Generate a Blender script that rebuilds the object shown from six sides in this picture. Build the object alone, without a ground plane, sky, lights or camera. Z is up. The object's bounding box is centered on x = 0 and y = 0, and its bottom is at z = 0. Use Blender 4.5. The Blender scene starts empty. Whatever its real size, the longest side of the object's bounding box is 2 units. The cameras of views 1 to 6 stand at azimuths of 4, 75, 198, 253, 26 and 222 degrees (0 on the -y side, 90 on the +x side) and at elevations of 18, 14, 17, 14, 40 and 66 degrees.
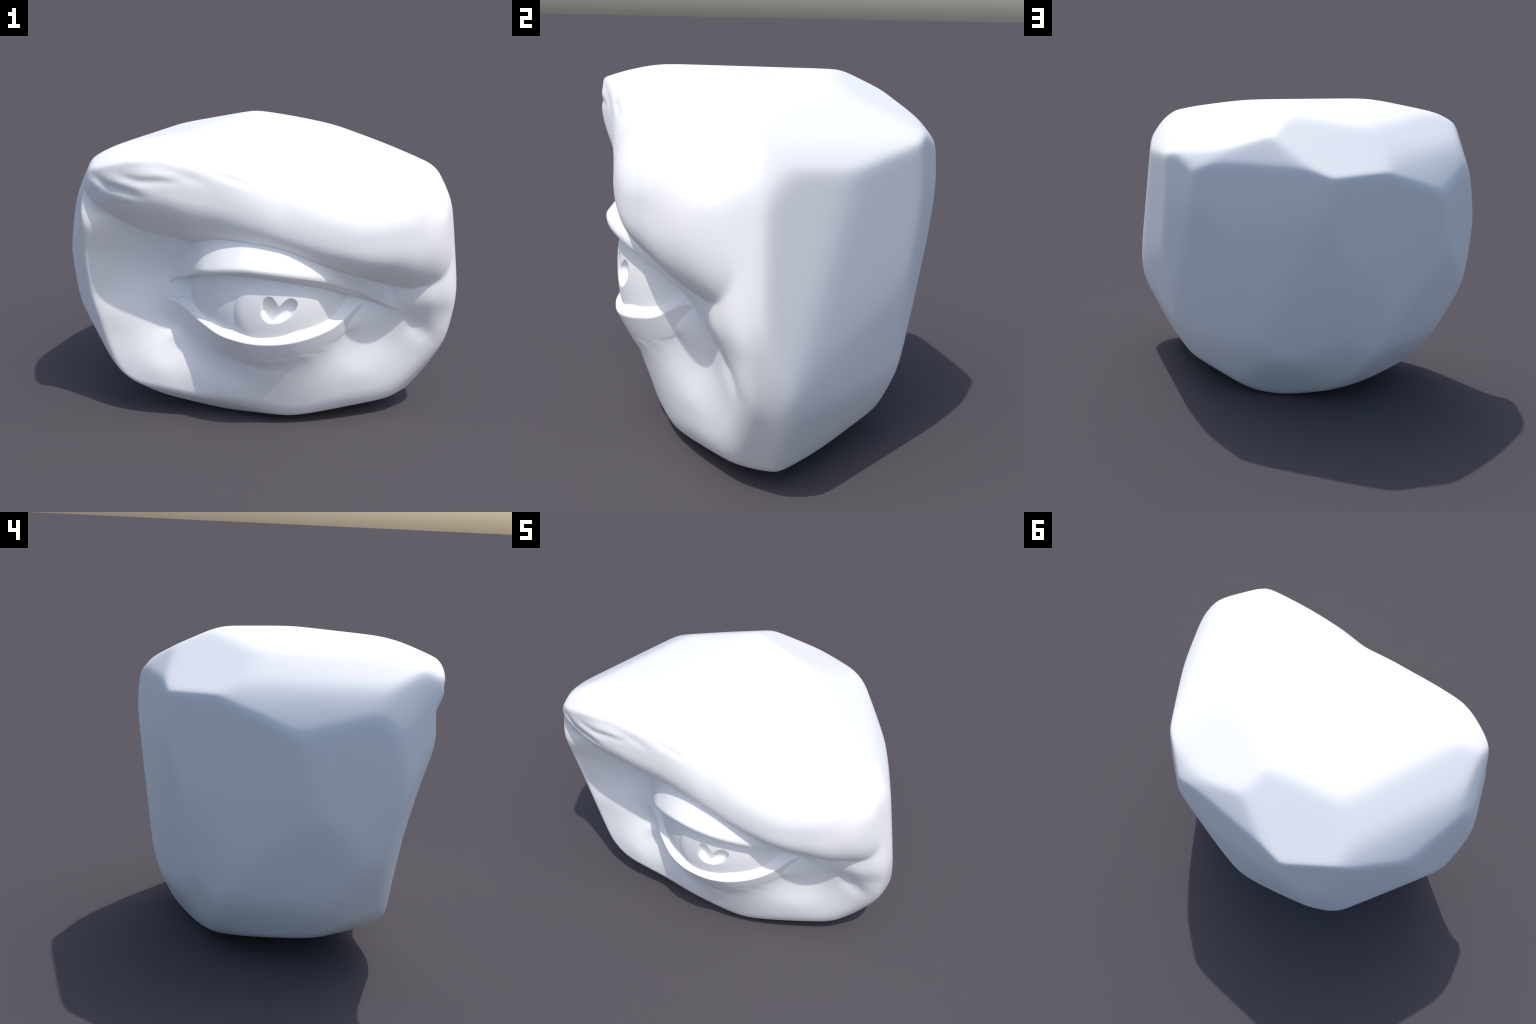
"""Plaster drawing-cast of a single sculpted eye: a rough-cut block whose front
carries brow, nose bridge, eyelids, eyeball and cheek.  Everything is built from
cut planes, profile curves and a relief of control points."""
import bpy
import numpy as np
from mathutils import Vector

# ------------------------------------------------------------------ helpers
def smooth_curve(xs, ys):
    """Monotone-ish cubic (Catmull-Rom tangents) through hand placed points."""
    xs, ys = np.asarray(xs, float), np.asarray(ys, float)
    d = np.diff(ys) / np.diff(xs)
    m = np.empty_like(ys)
    m[0], m[-1] = d[0], d[-1]
    w1, w2 = np.diff(xs)[1:], np.diff(xs)[:-1]
    m[1:-1] = (d[:-1] * w1 + d[1:] * w2) / (w1 + w2)

    def f(x):
        x = np.asarray(x, float)
        k = np.clip(np.searchsorted(xs, x) - 1, 0, len(xs) - 2)
        h = xs[k + 1] - xs[k]
        t = (np.clip(x, xs[0], xs[-1]) - xs[k]) / h
        y = ((2 * t**3 - 3 * t**2 + 1) * ys[k] + (t**3 - 2 * t**2 + t) * h * m[k]
             + (-2 * t**3 + 3 * t**2) * ys[k + 1] + (t**3 - t**2) * h * m[k + 1])
        y = y + np.where(x < xs[0], (x - xs[0]) * m[0], 0) + np.where(x > xs[-1], (x - xs[-1]) * m[-1], 0)
        return y
    return f


def columns(rows):
    """rows of (x, a, b, ...) -> one smooth curve per column after the first."""
    r = np.array(rows, float)
    return [smooth_curve(r[:, 0], r[:, k]) for k in range(1, r.shape[1])]


def softmax2(a, b, k):
    h = np.maximum(k - np.abs(a - b), 0) / k
    return np.maximum(a, b) + h * h * k * 0.25


def softmin2(a, b, k):
    return -softmax2(-a, -b, k)


def bump(x, z, cx, cz, rx, rz, angle=0.0):
    a = np.radians(angle)
    u = ((x - cx) * np.cos(a) + (z - cz) * np.sin(a)) / rx
    v = (-(x - cx) * np.sin(a) + (z - cz) * np.cos(a)) / rz
    return np.exp(-(u * u + v * v))


# ------------------------------------------------------------------ the block: chiselled planes
BLOCK_CENTRE = np.array([0.0, 0.02, 0.78])
# outward normal and distance from the block centre of each flat cut
CUTS = np.array([
    (0.195, 0.058, 0.979, 0.782),
    (-0.262, 0.451, 0.853, 0.836),
    (-0.154, 0.076, 0.985, 0.790),
    (0.234, 0.384, 0.893, 0.795),
    (0.214, -0.084, 0.973, 0.814),
    (-0.899, -0.114, 0.423, 1.080),
    (0.152, -0.298, 0.942, 0.812),
    (0.765, -0.429, 0.480, 1.066),
    (-0.117, -0.207, 0.971, 0.873),
    (0.136, -0.765, 0.630, 0.846),
    (-0.681, -0.707, -0.190, 0.895),
    (0.934, -0.033, -0.356, 1.037),
    (0.909, 0.407, 0.087, 0.803),
    (0.816, 0.578, 0.017, 0.718),
    (0.591, 0.803, -0.078, 0.688),
    (0.955, -0.274, 0.110, 1.034),
    (0.711, 0.546, -0.442, 0.780),
    (0.181, 0.974, -0.136, 0.645),
    (0.000, 0.996, 0.086, 0.681),
    (-0.237, 0.958, -0.161, 0.672),
    (-0.977, 0.191, 0.099, 0.940),
    (-0.482, 0.188, 0.856, 0.884),
    (-0.921, -0.352, 0.164, 1.065),
    (-0.883, 0.416, -0.218, 0.851),
    (-0.882, -0.126, -0.453, 0.988),
    (-0.597, 0.792, -0.129, 0.766),
    (-0.354, 0.857, -0.373, 0.759),
    (0.381, 0.906, -0.185, 0.667),
    (0.088, -0.021, -0.996, 0.766),
    (0.276, -0.667, -0.692, 0.857),
    (-0.573, -0.217, -0.790, 0.939),
    (0.331, 0.410, -0.850, 0.831),
    (-0.164, -0.662, -0.731, 0.808),
    (-0.250, 0.015, -0.968, 0.806),
    (0.332, 0.856, -0.396, 0.721),
    (-0.606, 0.795, 0.029, 0.782),
    (0.581, 0.810, 0.082, 0.733),
    (0.696, 0.383, 0.607, 0.867),
    (-0.778, 0.500, 0.381, 1.122),
    (-0.998, 0.029, -0.050, 0.991),
    (-0.812, 0.583, -0.029, 0.804),
    (0.977, -0.146, -0.155, 1.035),
    (-0.509, 0.493, -0.705, 0.900),
    (-0.675, 0.261, 0.690, 0.937),
    (0.818, 0.575, -0.009, 0.718),
    (0.289, 0.730, 0.620, 0.854),
    (0.014, 0.803, 0.595, 0.831),
    (0.904, 0.123, 0.409, 1.000),
    (-0.390, -0.373, 0.842, 1.059),
    (0.666, -0.500, -0.553, 0.979),
    (-0.769, 0.366, -0.524, 0.891),
    (-0.164, 0.810, -0.563, 0.777),
    (0.475, 0.291, 0.831, 0.822),
    (0.113, 0.938, -0.329, 0.704),
    (-0.048, 0.996, -0.070, 0.648),
    (-0.791, 0.285, 0.541, 0.959),
    (0.774, 0.616, -0.145, 0.714),
    (0.046, -0.018, 0.999, 0.757),
])
CUTS_M = CUTS[:, :3] / CUTS[:, 3:4]
UNDERSIDE = CUTS[:, 2] < -0.25      # worn rounder than the top and the sides


def blend(v, hardness):
    top = v.max(1)
    return top * (np.maximum(v / top[:, None], 0.5) ** hardness).sum(1) ** (1 / hardness)


def block_gauge(p):
    """1 on the block's surface, growing linearly outwards."""
    v = np.maximum((p - BLOCK_CENTRE) @ CUTS_M.T, 1e-6)
    return blend(np.stack([blend(v[:, ~UNDERSIDE], 100.0), blend(v[:, UNDERSIDE], 60.0)], 1), 80.0)


# ------------------------------------------------------------------ the front: brow over face
# x, ridge height, ridge depth, crease height, crease depth
BROW = columns([
    (-1.00, 1.340, -0.360, 1.280, -0.330),
    (-0.85, 1.380, -0.514, 1.250, -0.473),
    (-0.70, 1.360, -0.590, 1.170, -0.490),
    (-0.60, 1.340, -0.613, 1.110, -0.464),
    (-0.45, 1.310, -0.623, 1.060, -0.436),
    (-0.33, 1.280, -0.620, 1.025, -0.450),
    (-0.20, 1.250, -0.619, 1.045, -0.510),
    (-0.05, 1.200, -0.628, 1.052, -0.572),
    (0.10, 1.140, -0.645, 1.030, -0.595),
    (0.23, 1.110, -0.660, 0.985, -0.600),
    (0.35, 1.090, -0.666, 0.940, -0.585),
    (0.50, 1.070, -0.660, 0.875, -0.515),
    (0.62, 1.070, -0.635, 0.830, -0.450),
    (0.76, 1.080, -0.585, 0.775, -0.392),
    (0.90, 1.080, -0.462, 0.815, -0.375),
    (1.00, 1.060, -0.330, 0.850, -0.280),
])

BROW_ROUND = smooth_curve([-1, 0.1, 0.4, 1], [2.2, 2.3, 2.6, 2.4])
BROW_SLOPE = smooth_curve([-1, -0.2, 0.08, 0.25, 0.45, 0.65, 1], [0.5, 0.6, 1.5, 1.2, 0.9, 0.4, 0.4])


def brow_depth(x, z):
    zr, yr, zc, yc = (f(x) for f in BROW)
    u = np.maximum(zr - z, 0) / (zr - zc)
    v = np.maximum(z - zr, 0)
    return yr + (yc - yr) * u ** BROW_ROUND(x) + BROW_SLOPE(x) * v * v


# x, crease y, crease z, swell y, swell z, edge y, edge z, under y, under z
UPPER_LID = [
    (-0.550, -0.262, 0.760, -0.262, 0.750, -0.264, 0.735, -0.262, 0.725),
    (-0.490, -0.298, 0.800, -0.308, 0.775, -0.312, 0.748, -0.300, 0.735),
    (-0.455, -0.316, 0.850, -0.326, 0.815, -0.334, 0.784, -0.317, 0.768),
    (-0.400, -0.375, 0.930, -0.402, 0.870, -0.415, 0.823, -0.385, 0.802),
    (-0.350, -0.420, 0.990, -0.470, 0.889, -0.478, 0.858, -0.435, 0.830),
    (-0.300, -0.465, 1.030, -0.538, 0.902, -0.535, 0.882, -0.480, 0.850),
    (-0.230, -0.510, 1.050, -0.588, 0.920, -0.585, 0.900, -0.525, 0.868),
    (-0.150, -0.540, 1.060, -0.628, 0.938, -0.625, 0.918, -0.565, 0.883),
    (-0.050, -0.570, 1.060, -0.661, 0.949, -0.658, 0.929, -0.600, 0.890),
    (0.040, -0.585, 1.055, -0.671, 0.944, -0.668, 0.924, -0.610, 0.882),
    (0.140, -0.600, 1.040, -0.666, 0.932, -0.663, 0.912, -0.605, 0.868),
    (0.240, -0.600, 0.995, -0.641, 0.913, -0.638, 0.893, -0.580, 0.845),
    (0.340, -0.580, 0.945, -0.593, 0.882, -0.590, 0.862, -0.530, 0.812),
    (0.410, -0.550, 0.905, -0.543, 0.845, -0.540, 0.825, -0.480, 0.774),
    (0.480, -0.505, 0.870, -0.492, 0.813, -0.485, 0.785, -0.430, 0.738),
    (0.580, -0.435, 0.820, -0.432, 0.770, -0.415, 0.715, -0.380, 0.685),
    (0.660, -0.398, 0.775, -0.397, 0.725, -0.390, 0.668, -0.362, 0.645),
    (0.740, -0.395, 0.735, -0.389, 0.695, -0.368, 0.645, -0.350, 0.625),
    (0.850, -0.335, 0.700, -0.325, 0.670, -0.305, 0.630, -0.290, 0.610),
]
# x, inner y, inner z, outer y, outer z, swell y, swell z, fold y, fold z
LOWER_LID = [
    (-0.580, -0.285, 0.685, -0.288, 0.670, -0.288, 0.630, -0.285, 0.600),
    (-0.500, -0.316, 0.688, -0.327, 0.664, -0.322, 0.620, -0.310, 0.570),
    (-0.450, -0.335, 0.680, -0.352, 0.656, -0.342, 0.610, -0.328, 0.560),
    (-0.410, -0.365, 0.680, -0.388, 0.643, -0.370, 0.590, -0.348, 0.530),
    (-0.360, -0.399, 0.668, -0.441, 0.627, -0.408, 0.570, -0.375, 0.500),
    (-0.320, -0.439, 0.650, -0.488, 0.612, -0.446, 0.550, -0.403, 0.475),
    (-0.280, -0.474, 0.630, -0.524, 0.599, -0.480, 0.530, -0.430, 0.450),
    (-0.220, -0.519, 0.608, -0.569, 0.576, -0.522, 0.505, -0.468, 0.430),
    (-0.120, -0.572, 0.602, -0.616, 0.558, -0.570, 0.480, -0.522, 0.410),
    (0.000, -0.595, 0.590, -0.637, 0.548, -0.598, 0.470, -0.555, 0.400),
    (0.100, -0.599, 0.597, -0.638, 0.552, -0.600, 0.475, -0.560, 0.405),
    (0.200, -0.584, 0.620, -0.620, 0.565, -0.587, 0.490, -0.555, 0.430),
    (0.300, -0.519, 0.650, -0.578, 0.586, -0.550, 0.520, -0.521, 0.460),
    (0.380, -0.459, 0.680, -0.524, 0.611, -0.500, 0.550, -0.476, 0.500),
    (0.435, -0.419, 0.705, -0.482, 0.649, -0.463, 0.590, -0.443, 0.540),
    (0.490, -0.395, 0.725, -0.430, 0.690, -0.415, 0.640, -0.392, 0.590),
    (0.570, -0.340, 0.700, -0.350, 0.680, -0.345, 0.650, -0.335, 0.620),
]

# face below the brow: x, z, depth
FACE = np.array([
    (-0.880, 1.220, -0.478), (-0.860, 1.100, -0.475), (-0.850, 0.950, -0.407), (-0.850, 0.800, -0.370),
    (-0.845, 0.700, -0.353), (-0.800, 0.600, -0.356), (-0.770, 0.460, -0.354), (-0.675, 0.564, -0.344),
    (-0.595, 0.527, -0.337), (-0.482, 0.501, -0.325), (-0.473, 0.471, -0.350), (-0.449, 0.419, -0.364),
    (-0.409, 0.377, -0.382), (-0.382, 0.291, -0.411), (-0.372, 0.195, -0.416), (-0.754, 0.258, -0.368),
    (-0.550, 0.300, -0.406), (-0.443, 0.652, -0.350), (-0.405, 0.640, -0.373), (-0.600, 0.840, -0.297),
    (-0.620, 1.000, -0.348), (-0.460, 0.820, -0.306), (-0.450, 0.980, -0.339), (-0.200, 0.800, -0.416),
    (0.100, 0.800, -0.446), (0.300, 0.800, -0.409), (0.050, 1.000, -0.488), (-0.200, 0.620, -0.466),
    (0.000, 0.600, -0.497), (0.200, 0.620, -0.481), (0.100, 0.330, -0.530), (0.100, 0.157, -0.469),
    (0.100, 0.020, -0.420), (-0.200, 0.230, -0.467), (-0.200, 0.030, -0.416), (0.453, 0.578, -0.449),
    (0.478, 0.521, -0.417), (0.578, 0.506, -0.368), (0.672, 0.524, -0.349), (0.730, 0.557, -0.345),
    (0.759, 0.578, -0.342), (0.792, 0.647, -0.371), (0.860, 0.701, -0.386), (0.645, 0.130, -0.321),
    (0.880, 0.520, -0.326), (0.950, 0.620, -0.330), (0.950, 0.850, -0.364), (0.500, 0.300, -0.407),
    (0.400, 0.120, -0.402), (0.580, 0.687, -0.382), (0.700, 0.700, -0.393), (0.500, 0.750, -0.395),
])

# the lower lid runs out into the cheek at its fold line
FACE = np.vstack([FACE] + [[(r[0], r[8], r[7]), (r[0], r[6], r[5] + 0.006)] for r in LOWER_LID[4:-2]])


class Relief:
    """Thin-plate surface through the control points."""
    def __init__(self, pts, stiffness=1e-4):
        self.xy = pts[:, :2]
        n = len(pts)
        r = np.linalg.norm(self.xy[:, None] - self.xy[None], axis=2)
        a = np.zeros((n + 3, n + 3))
        a[:n, :n] = self.kernel(r) + np.eye(n) * stiffness
        a[:n, n], a[:n, n + 1:] = 1, self.xy
        a[n:, :n] = a[:n, n:].T
        self.w = np.linalg.solve(a, np.concatenate([pts[:, 2], np.zeros(3)]))

    @staticmethod
    def kernel(r):
        return np.where(r > 0, r * r * np.log(np.maximum(r, 1e-9)), 0)

    def __call__(self, x, z):
        out = self.w[-3] + self.w[-2] * x + self.w[-1] * z
        for (px, pz), w in zip(self.xy, self.w):
            out = out + w * self.kernel(np.hypot(x - px, z - pz))
        return out


face_relief = Relief(FACE)
# tabulate the relief once and sample it bilinearly-cubic afterwards (speed only)
GX, GZ = np.linspace(-1.3, 1.3, 521), np.linspace(-0.3, 1.8, 421)
RELIEF_TABLE = face_relief(*np.meshgrid(GX, GZ, indexing="ij"))


def face_depth(x, z):
    fx = np.clip((x - GX[0]) / (GX[1] - GX[0]), 1, len(GX) - 3.001)
    fz = np.clip((z - GZ[0]) / (GZ[1] - GZ[0]), 1, len(GZ) - 3.001)
    i, j = fx.astype(int), fz.astype(int)
    s, t = fx - i, fz - j

    def cub(a, b, c, d, t):
        return b + 0.5 * t * (c - a + t * (2 * a - 5 * b + 4 * c - d + t * (3 * (b - c) + d - a)))
    rows = [cub(*(RELIEF_TABLE[i + k, j + l] for k in (-1, 0, 1, 2)), s) for l in (-1, 0, 1, 2)]
    return cub(*rows, t)


def front_depth(x, z):
    return softmin2(brow_depth(x, z), face_depth(x, z), 0.012)


# the edge between front and sides is crisp along the nose, rounder at the temple
RIM_ROUND = smooth_curve([-1.0, -0.6, 0.2, 1.0], [0.012, 0.016, 0.035, 0.045])


def solid(p):
    """Negative inside the cast, positive outside."""
    return softmax2((block_gauge(p) - 1) * 0.8, front_depth(p[:, 0], p[:, 2]) - p[:, 1], RIM_ROUND(p[:, 0]))


# ------------------------------------------------------------------ mesh builders
def make_mesh(name, verts, quads):
    me = bpy.data.meshes.new(name)
    me.vertices.add(len(verts))
    me.vertices.foreach_set("co", np.asarray(verts, np.float32).ravel())
    quads = np.asarray(quads, np.int32)
    me.loops.add(quads.size)
    me.loops.foreach_set("vertex_index", quads.ravel())
    me.polygons.add(len(quads))
    me.polygons.foreach_set("loop_start", np.arange(len(quads), dtype=np.int32) * 4)
    me.polygons.foreach_set("loop_total", np.full(len(quads), 4, np.int32))
    me.update(calc_edges=True)
    me.validate()
    me.shade_smooth()
    return me


def vertex_normals(verts, quads):
    n = np.zeros_like(verts)
    a, b, c, d = (verts[quads[:, k]] for k in range(4))
    f = np.cross(c - a, d - b)
    for k in range(4):
        for ax in range(3):
            n[:, ax] += np.bincount(quads[:, k], f[:, ax], len(verts))
    return n / np.maximum(np.linalg.norm(n, axis=1), 1e-12)[:, None]


def box_grid(nx, ny, nz):
    """Closed quad shell on the surface of an nx*ny*nz lattice in [-1,1]^3."""
    ids = {}
    full = -np.ones((nx + 1, ny + 1, nz + 1), np.int64)
    edge = np.zeros_like(full, bool)
    edge[[0, -1]] = True
    edge[:, [0, -1]] = True
    edge[:, :, [0, -1]] = True
    idx = np.argwhere(edge)
    full[edge] = np.arange(len(idx))
    pts = idx / np.array([nx, ny, nz]) * 2 - 1
    quads = []

    def face(g, flip):
        q = np.stack([g[:-1, :-1], g[1:, :-1], g[1:, 1:], g[:-1, 1:]], -1).reshape(-1, 4)
        quads.append(q[:, ::-1] if flip else q)
    face(full[:, 0, :], False)
    face(full[:, -1, :], True)
    face(full[0], True)
    face(full[-1], False)
    face(full[:, :, 0], True)
    face(full[:, :, -1], False)
    return pts, np.concatenate(quads)


RAY_ORIGIN = np.array([0.0, 0.15, 0.98])


def build_body():
    pts, quads = box_grid(400, 130, 310)
    target = pts * np.array([1.0, 0.72, 0.77]) + np.array([0, 0, 0.77])
    # keep spacing even: aim at the box around the cast from inside it
    d = target - RAY_ORIGIN
    d /= np.linalg.norm(d, axis=1)[:, None]
    lo, hi = np.full(len(d), 0.15), np.full(len(d), 1.9)
    # coarse march to the first way out, then bisection
    ts = np.linspace(0.15, 1.9, 15)
    found = np.zeros(len(d), bool)
    for a, b in zip(ts[:-1], ts[1:]):
        todo = np.flatnonzero(~found)
        if not len(todo):
            break
        out = solid(RAY_ORIGIN + d[todo] * b) > 0
        k = todo[out]
        lo[k], hi[k] = a, b
        found[k] = True
    flo, fhi = solid(RAY_ORIGIN + d * lo[:, None]), solid(RAY_ORIGIN + d * hi[:, None])
    for step in range(11):
        mid = 0.5 * (lo + hi) if step % 3 == 2 else lo - flo * (hi - lo) / (fhi - flo + 1e-12)
        mid = np.clip(mid, lo + 0.02 * (hi - lo), hi - 0.02 * (hi - lo))
        fm = solid(RAY_ORIGIN + d * mid[:, None])
        s = fm > 0
        hi[s], fhi[s] = mid[s], fm[s]
        lo[~s], flo[~s] = mid[~s], fm[~s]
    t = lo - flo * (hi - lo) / (fhi - flo + 1e-12)
    return RAY_ORIGIN + d * t[:, None], quads


# chiselled hair strokes of the eyebrow and creases of the cheek: half width, depth (+ cuts in), path in x, z
STROKES = [
    (0.055, 0.012, [(0.76, 0.575), (0.82, 0.523), (0.865, 0.475)]),
    (0.028, 0.004, [(-0.245, 0.49), (-0.14, 0.415), (0.0, 0.375), (0.10, 0.375)]),
    (0.028, 0.0095, [(-0.80, 1.365), (-0.73, 1.330), (-0.665, 1.318), (-0.575, 1.295)]),
    (0.022, 0.0061, [(-0.66, 1.385), (-0.57, 1.366), (-0.47, 1.370), (-0.385, 1.366)]),
    (0.028, 0.0061, [(-0.54, 1.450), (-0.47, 1.434), (-0.385, 1.408), (-0.27, 1.370)]),
    (0.024, 0.0054, [(-0.07, 1.448), (-0.01, 1.432), (0.045, 1.416)]),
    (0.017, 0.0034, [(-0.27, 1.441), (-0.20, 1.434)]),
    (0.017, 0.0034, [(-0.20, 1.40), (-0.12, 1.375), (-0.05, 1.35)]),
    (0.022, -0.0047, [(-0.815, 1.352), (-0.775, 1.318)]),
    (0.034, -0.0047, [(-0.74, 1.365), (-0.62, 1.345), (-0.53, 1.325)]),
    (0.031, -0.0041, [(-0.62, 1.40), (-0.50, 1.395), (-0.40, 1.385)]),
    (0.021, 0.0041, [(-0.72, 1.246), (-0.61, 1.232)]),
    (0.028, 0.0056, [(-0.86, 1.205), (-0.80, 1.165), (-0.73, 1.150)]),
    (0.046, -0.0064, [(-0.84, 1.235), (-0.77, 1.205)]),
]


def carve_strokes(verts, normals):
    """Push the front surface along y under each stroke."""
    sel = np.flatnonzero((normals[:, 1] < -0.2) & (verts[:, 1] < -0.2))
    x, z = verts[sel, 0], verts[sel, 2]
    push = np.zeros(len(sel))
    for width, depth, path in STROKES:
        p = np.array(path)
        seg = np.linalg.norm(np.diff(p, axis=0), axis=1)
        run = np.concatenate([[0], np.cumsum(seg)])
        best, along = np.full(len(sel), 9.0), np.zeros(len(sel))
        for k in range(len(seg)):
            ux, uz = (p[k + 1] - p[k]) / seg[k]
            t = np.clip((x - p[k, 0]) * ux + (z - p[k, 1]) * uz, 0, seg[k])
            d = np.hypot(x - p[k, 0] - t * ux, z - p[k, 1] - t * uz)
            closer = d < best
            best[closer], along[closer] = d[closer], (t[closer] + run[k]) / run[-1]
        swell = np.sqrt(np.clip(4 * along * (1 - along) + 0.15, 0, 1))
        push += depth * swell * np.exp(-(best / width) ** 2)
    verts[sel, 1] += push * np.clip(-normals[sel, 1] * 1.5, 0, 1)
    return verts


def loft(sections, closed_ends=True):
    """sections: (stations, profile points, 3) -> quads"""
    s, m, _ = sections.shape
    g = np.arange(s * m).reshape(s, m)
    q = np.stack([g[:-1, :-1], g[1:, :-1], g[1:, 1:], g[:-1, 1:]], -1).reshape(-1, 4)
    return sections.reshape(-1, 3), q


def rounded_profile(points, radius, per_corner=7, per_span=8):
    """Polyline through (k, stations, 3) corner curves with each inner corner rounded by radius[k]."""
    p = np.asarray(points)
    out = [p[0]]
    for k in range(1, len(p) - 1):
        a, b, c = p[k - 1], p[k], p[k + 1]
        la = np.linalg.norm(a - b, axis=1, keepdims=True)
        lc = np.linalg.norm(c - b, axis=1, keepdims=True)
        ra, rc = np.minimum(radius[k], 0.48 * la), np.minimum(radius[k], 0.48 * lc)
        s, e = b + (a - b) / np.maximum(la, 1e-9) * ra, b + (c - b) / np.maximum(lc, 1e-9) * rc
        prev = out[-1]
        for t in np.linspace(0, 1, per_span)[1:-1]:
            out.append(prev + (s - prev) * t)
        for t in np.linspace(0, 1, per_corner):
            out.append((1 - t) ** 2 * s + 2 * t * (1 - t) * b + t * t * e)
    prev = out[-1]
    for t in np.linspace(0, 1, per_span)[1:]:
        out.append(prev + (p[-1] - prev) * t)
    return np.stack(out, 1)


def orient(verts, quads, outward):
    n = vertex_normals(verts, quads)
    if (n @ np.asarray(outward)).sum() < 0:
        quads = quads[:, ::-1]
    return quads


# ------------------------------------------------------------------ eyelids
def build_upper_eyelid():
    rows = UPPER_LID
    f = columns(rows)
    x = np.linspace(rows[0][0], rows[-1][0], 150)
    v = [np.stack([x, f[2 * k](x), f[2 * k + 1](x)], 1) for k in range(4)]
    back_top = v[0] + np.array([0, 0.10, 0.03])
    back_low = v[3] + np.array([0, 0.12, 0.0])
    sec = rounded_profile([back_top, v[0], v[1], v[2], v[3], back_low], [0, 0.02, 0.012, 0.006, 0.004, 0])
    verts, quads = loft(sec)
    return verts, orient(verts, quads, (0, -1, 0))


def build_lower_eyelid():
    rows = LOWER_LID
    f = columns(rows)
    x = np.linspace(rows[0][0], rows[-1][0], 140)
    v = [np.stack([x, f[2 * k](x), f[2 * k + 1](x)], 1) for k in range(4)]
    inner_back = v[0] + np.array([0, 0.10, -0.01])
    fold_back = v[3] + np.array([0, 0.08, -0.05])
    sec = rounded_profile([inner_back, v[0], v[1], v[2], v[3], fold_back], [0, 0.004, 0.006, 0.05, 0.03, 0])
    verts, quads = loft(sec)
    return verts, orient(verts, quads, (0, -1, 0))


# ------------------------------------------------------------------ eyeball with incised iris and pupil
BALL_CENTRE = np.array([0.045, -0.146, 0.72])
BALL_RADII = np.array([0.47, 0.475, 0.56])
PUPIL_CENTRE = (0.094, 0.716)
IRIS_CENTRE = (0.083, 0.70)
IRIS_RADIUS = 0.211


# outline of the drilled pupil around its middle, millimetres right / up
PUPIL = np.array([(-81, 20), (-78, 42), (-70, 64), (-47, 78), (-24, 71), (-12, 54), (5, 31), (21, 46), (42, 64), (61, 68), (82, 57),
                  (92, 37), (87, 12), (70, -13), (42, -35), (9, -52), (-19, -55), (-52, -50), (-70, -32), (-82, -4)]) * 0.001


def pupil_outline(a):
    """Heart shaped pupil: radius by angle."""
    k = np.degrees(np.arctan2(PUPIL[:, 1], PUPIL[:, 0])) % 360
    r = np.hypot(PUPIL[:, 0], PUPIL[:, 1])
    o = np.argsort(k)
    k, r = k[o], r[o]
    k = np.concatenate([k[-4:] - 360, k, k[:4] + 360])
    r = np.concatenate([r[-4:], r, r[:4]])
    return smooth_curve(k, r)(np.degrees(a) % 360)


def ball_front(x, z):
    u, w = (x - BALL_CENTRE[0]) / BALL_RADII[0], (z - BALL_CENTRE[2]) / BALL_RADII[2]
    return BALL_CENTRE[1] - BALL_RADII[1] * np.sqrt(np.maximum(1 - u * u - w * w, 0.02))


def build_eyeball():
    ang = np.linspace(0, 2 * np.pi, 361)[:-1]
    heart = pupil_outline(ang)
    ca, sa = np.cos(ang), np.sin(ang)
    hole = np.stack([PUPIL_CENTRE[0] + heart * ca, PUPIL_CENTRE[1] + heart * sa], -1)
    middle = np.array(PUPIL_CENTRE)
    rim = np.stack([IRIS_CENTRE[0] + IRIS_RADIUS * ca, IRIS_CENTRE[1] + IRIS_RADIUS * sa], -1)
    outward = np.stack([ca, sa], -1)
    # the iris is a low dome, its edge steepest on the nose side
    cut = 0.011 * np.clip(0.5 - 0.5 * ca, 0, 1) ** 1.5 + 0.002
    rings, depth, zone = [], [], []
    # pit: flat floor, wall, rounded lip
    for s, dep in [(0.02, 0.042), (0.4, 0.042), (0.8, 0.041), (0.88, 0.039), (0.92, 0.033), (0.95, 0.022), (0.98, 0.010), (1.0, 0.005), (1.03, 0.0015), (1.07, 0.0)]:
        rings.append(middle + (hole - middle) * s)
        depth.append(np.full_like(ang, dep - 0.005))
        zone.append(0)
    lip = rings[-1]
    for s in np.linspace(0, 1, 30)[1:]:
        rings.append(lip + (rim - lip) * s)
        depth.append(-(cut * s + 0.005 * (1 - s)) * (1 - np.clip((s - 0.6) / 0.4, 0, 1) ** 2.5))
        zone.append(1)
    for dr, share in [(0.006, 0), (0.015, 0), (0.03, 0), (0.06, 0), (0.09, 0), (0.12, 0), (0.16, 0), (0.2, 0), (0.24, 0), (0.29, 0), (0.34, 0)]:
        rings.append(rim + outward * dr)
        depth.append(cut * share)
        zone.append(2)
    r, dep = np.array(rings), np.array(depth)
    x, z = r[..., 0], r[..., 1]
    y = ball_front(x, z) + dep
    verts = np.stack([x, y, z], -1)
    n, m = dep.shape
    g = np.arange(n * m).reshape(n, m)
    gn = np.roll(g, -1, 1)
    quads = np.stack([g[:-1], g[1:], gn[1:], gn[:-1]], -1)
    ring_of = np.repeat(np.array(zone[1:]), m)
    return verts.reshape(-1, 3), quads.reshape(-1, 4), ring_of


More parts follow.
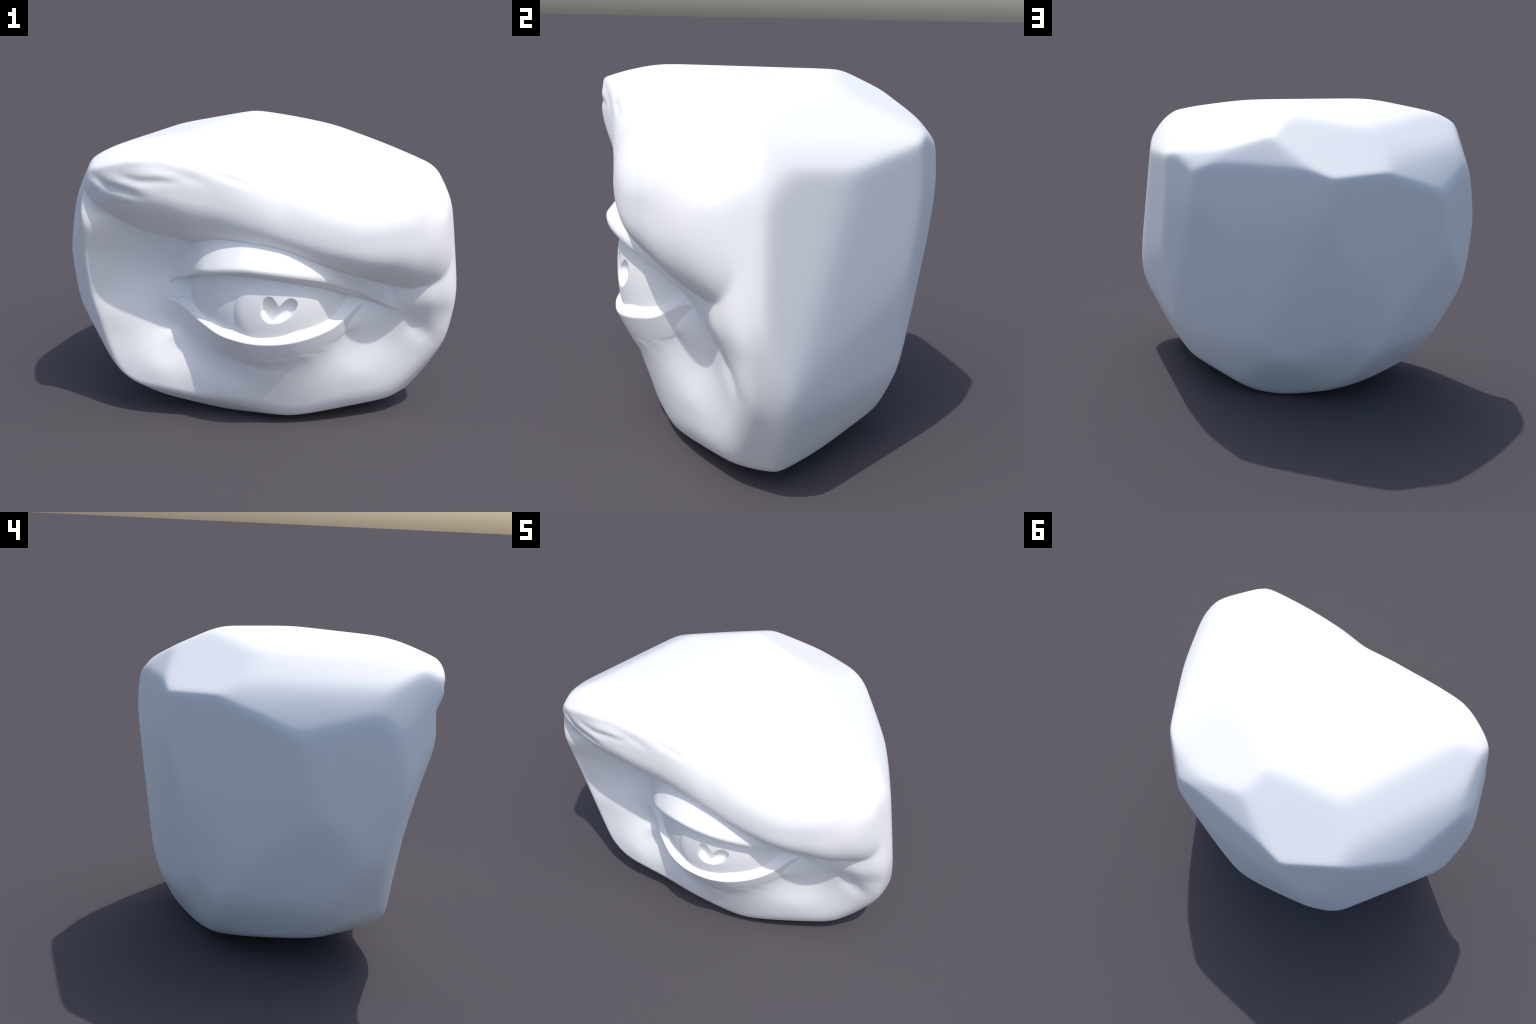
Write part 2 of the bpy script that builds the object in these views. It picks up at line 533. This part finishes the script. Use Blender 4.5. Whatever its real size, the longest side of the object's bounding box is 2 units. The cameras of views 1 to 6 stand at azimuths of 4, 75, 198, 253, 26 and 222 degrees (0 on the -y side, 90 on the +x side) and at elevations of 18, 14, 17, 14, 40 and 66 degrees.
# ------------------------------------------------------------------ material
def plaster():
    mat = bpy.data.materials.new("white_plaster")
    mat.use_nodes = True
    nt = mat.node_tree
    bsdf = nt.nodes["Principled BSDF"]
    bsdf.inputs["Roughness"].default_value = 0.5
    coord = nt.nodes.new("ShaderNodeTexCoord")
    noise = nt.nodes.new("ShaderNodeTexNoise")
    noise.inputs["Scale"].default_value = 3.0
    noise.inputs["Detail"].default_value = 3.0
    ramp = nt.nodes.new("ShaderNodeValToRGB")
    ramp.color_ramp.elements[0].color = (0.985, 0.985, 0.985, 1)
    ramp.color_ramp.elements[1].color = (1.0, 1.0, 1.0, 1)
    nt.links.new(coord.outputs["Object"], noise.inputs["Vector"])
    nt.links.new(noise.outputs["Fac"], ramp.inputs["Fac"])
    nt.links.new(ramp.outputs["Color"], bsdf.inputs["Base Color"])
    return mat


# ------------------------------------------------------------------ assembly
PLASTER = plaster()
root = bpy.data.objects.new("eye_sculpture", None)
root["label"] = "white plaster cast of a sculpted eye with brow on a rough block"
root["category"] = "plaster sculpture"
bpy.context.scene.collection.objects.link(root)


def add_part(name, verts, quads, parent=None, normals=None):
    used, inv = np.unique(quads, return_inverse=True)
    me = make_mesh(name, verts[used], inv.reshape(-1, 4))
    me.materials.append(PLASTER)
    if normals is not None:
        me.normals_split_custom_set_from_vertices(normals[used].tolist())
    ob = bpy.data.objects.new(name, me)
    ob.parent = parent or root
    bpy.context.scene.collection.objects.link(ob)
    return ob


verts, quads = build_body()
body_n = vertex_normals(verts, quads)
if (body_n * (verts - RAY_ORIGIN)).sum() < 0:
    quads, body_n = quads[:, ::-1], -body_n
verts = carve_strokes(verts, body_n)
body_n = vertex_normals(verts, quads)
mid = verts[quads].mean(1)
gauge = (block_gauge(mid) - 1) * 0.8
front = front_depth(mid[:, 0], mid[:, 2]) - mid[:, 1] > gauge
is_brow = front & (brow_depth(mid[:, 0], mid[:, 2]) < face_depth(mid[:, 0], mid[:, 2]))
is_nose = front & ~is_brow & (mid[:, 0] < -0.43)
is_cheek = front & ~is_brow & ~is_nose
add_part("block", verts, quads[~front], normals=body_n)
add_part("brow", verts, quads[is_brow], normals=body_n)
add_part("nose_bridge", verts, quads[is_nose], normals=body_n)
add_part("cheek", verts, quads[is_cheek], normals=body_n)

add_part("upper_eyelid", *build_upper_eyelid())
add_part("lower_eyelid", *build_lower_eyelid())

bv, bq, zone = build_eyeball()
bn = vertex_normals(bv, bq)
if bn[:, 1].sum() > 0:
    bq, bn = bq[:, ::-1], -bn
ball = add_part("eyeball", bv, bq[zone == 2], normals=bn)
add_part("iris", bv, bq[zone == 1], parent=ball, normals=bn)
add_part("pupil", bv, bq[zone == 0], parent=ball, normals=bn)
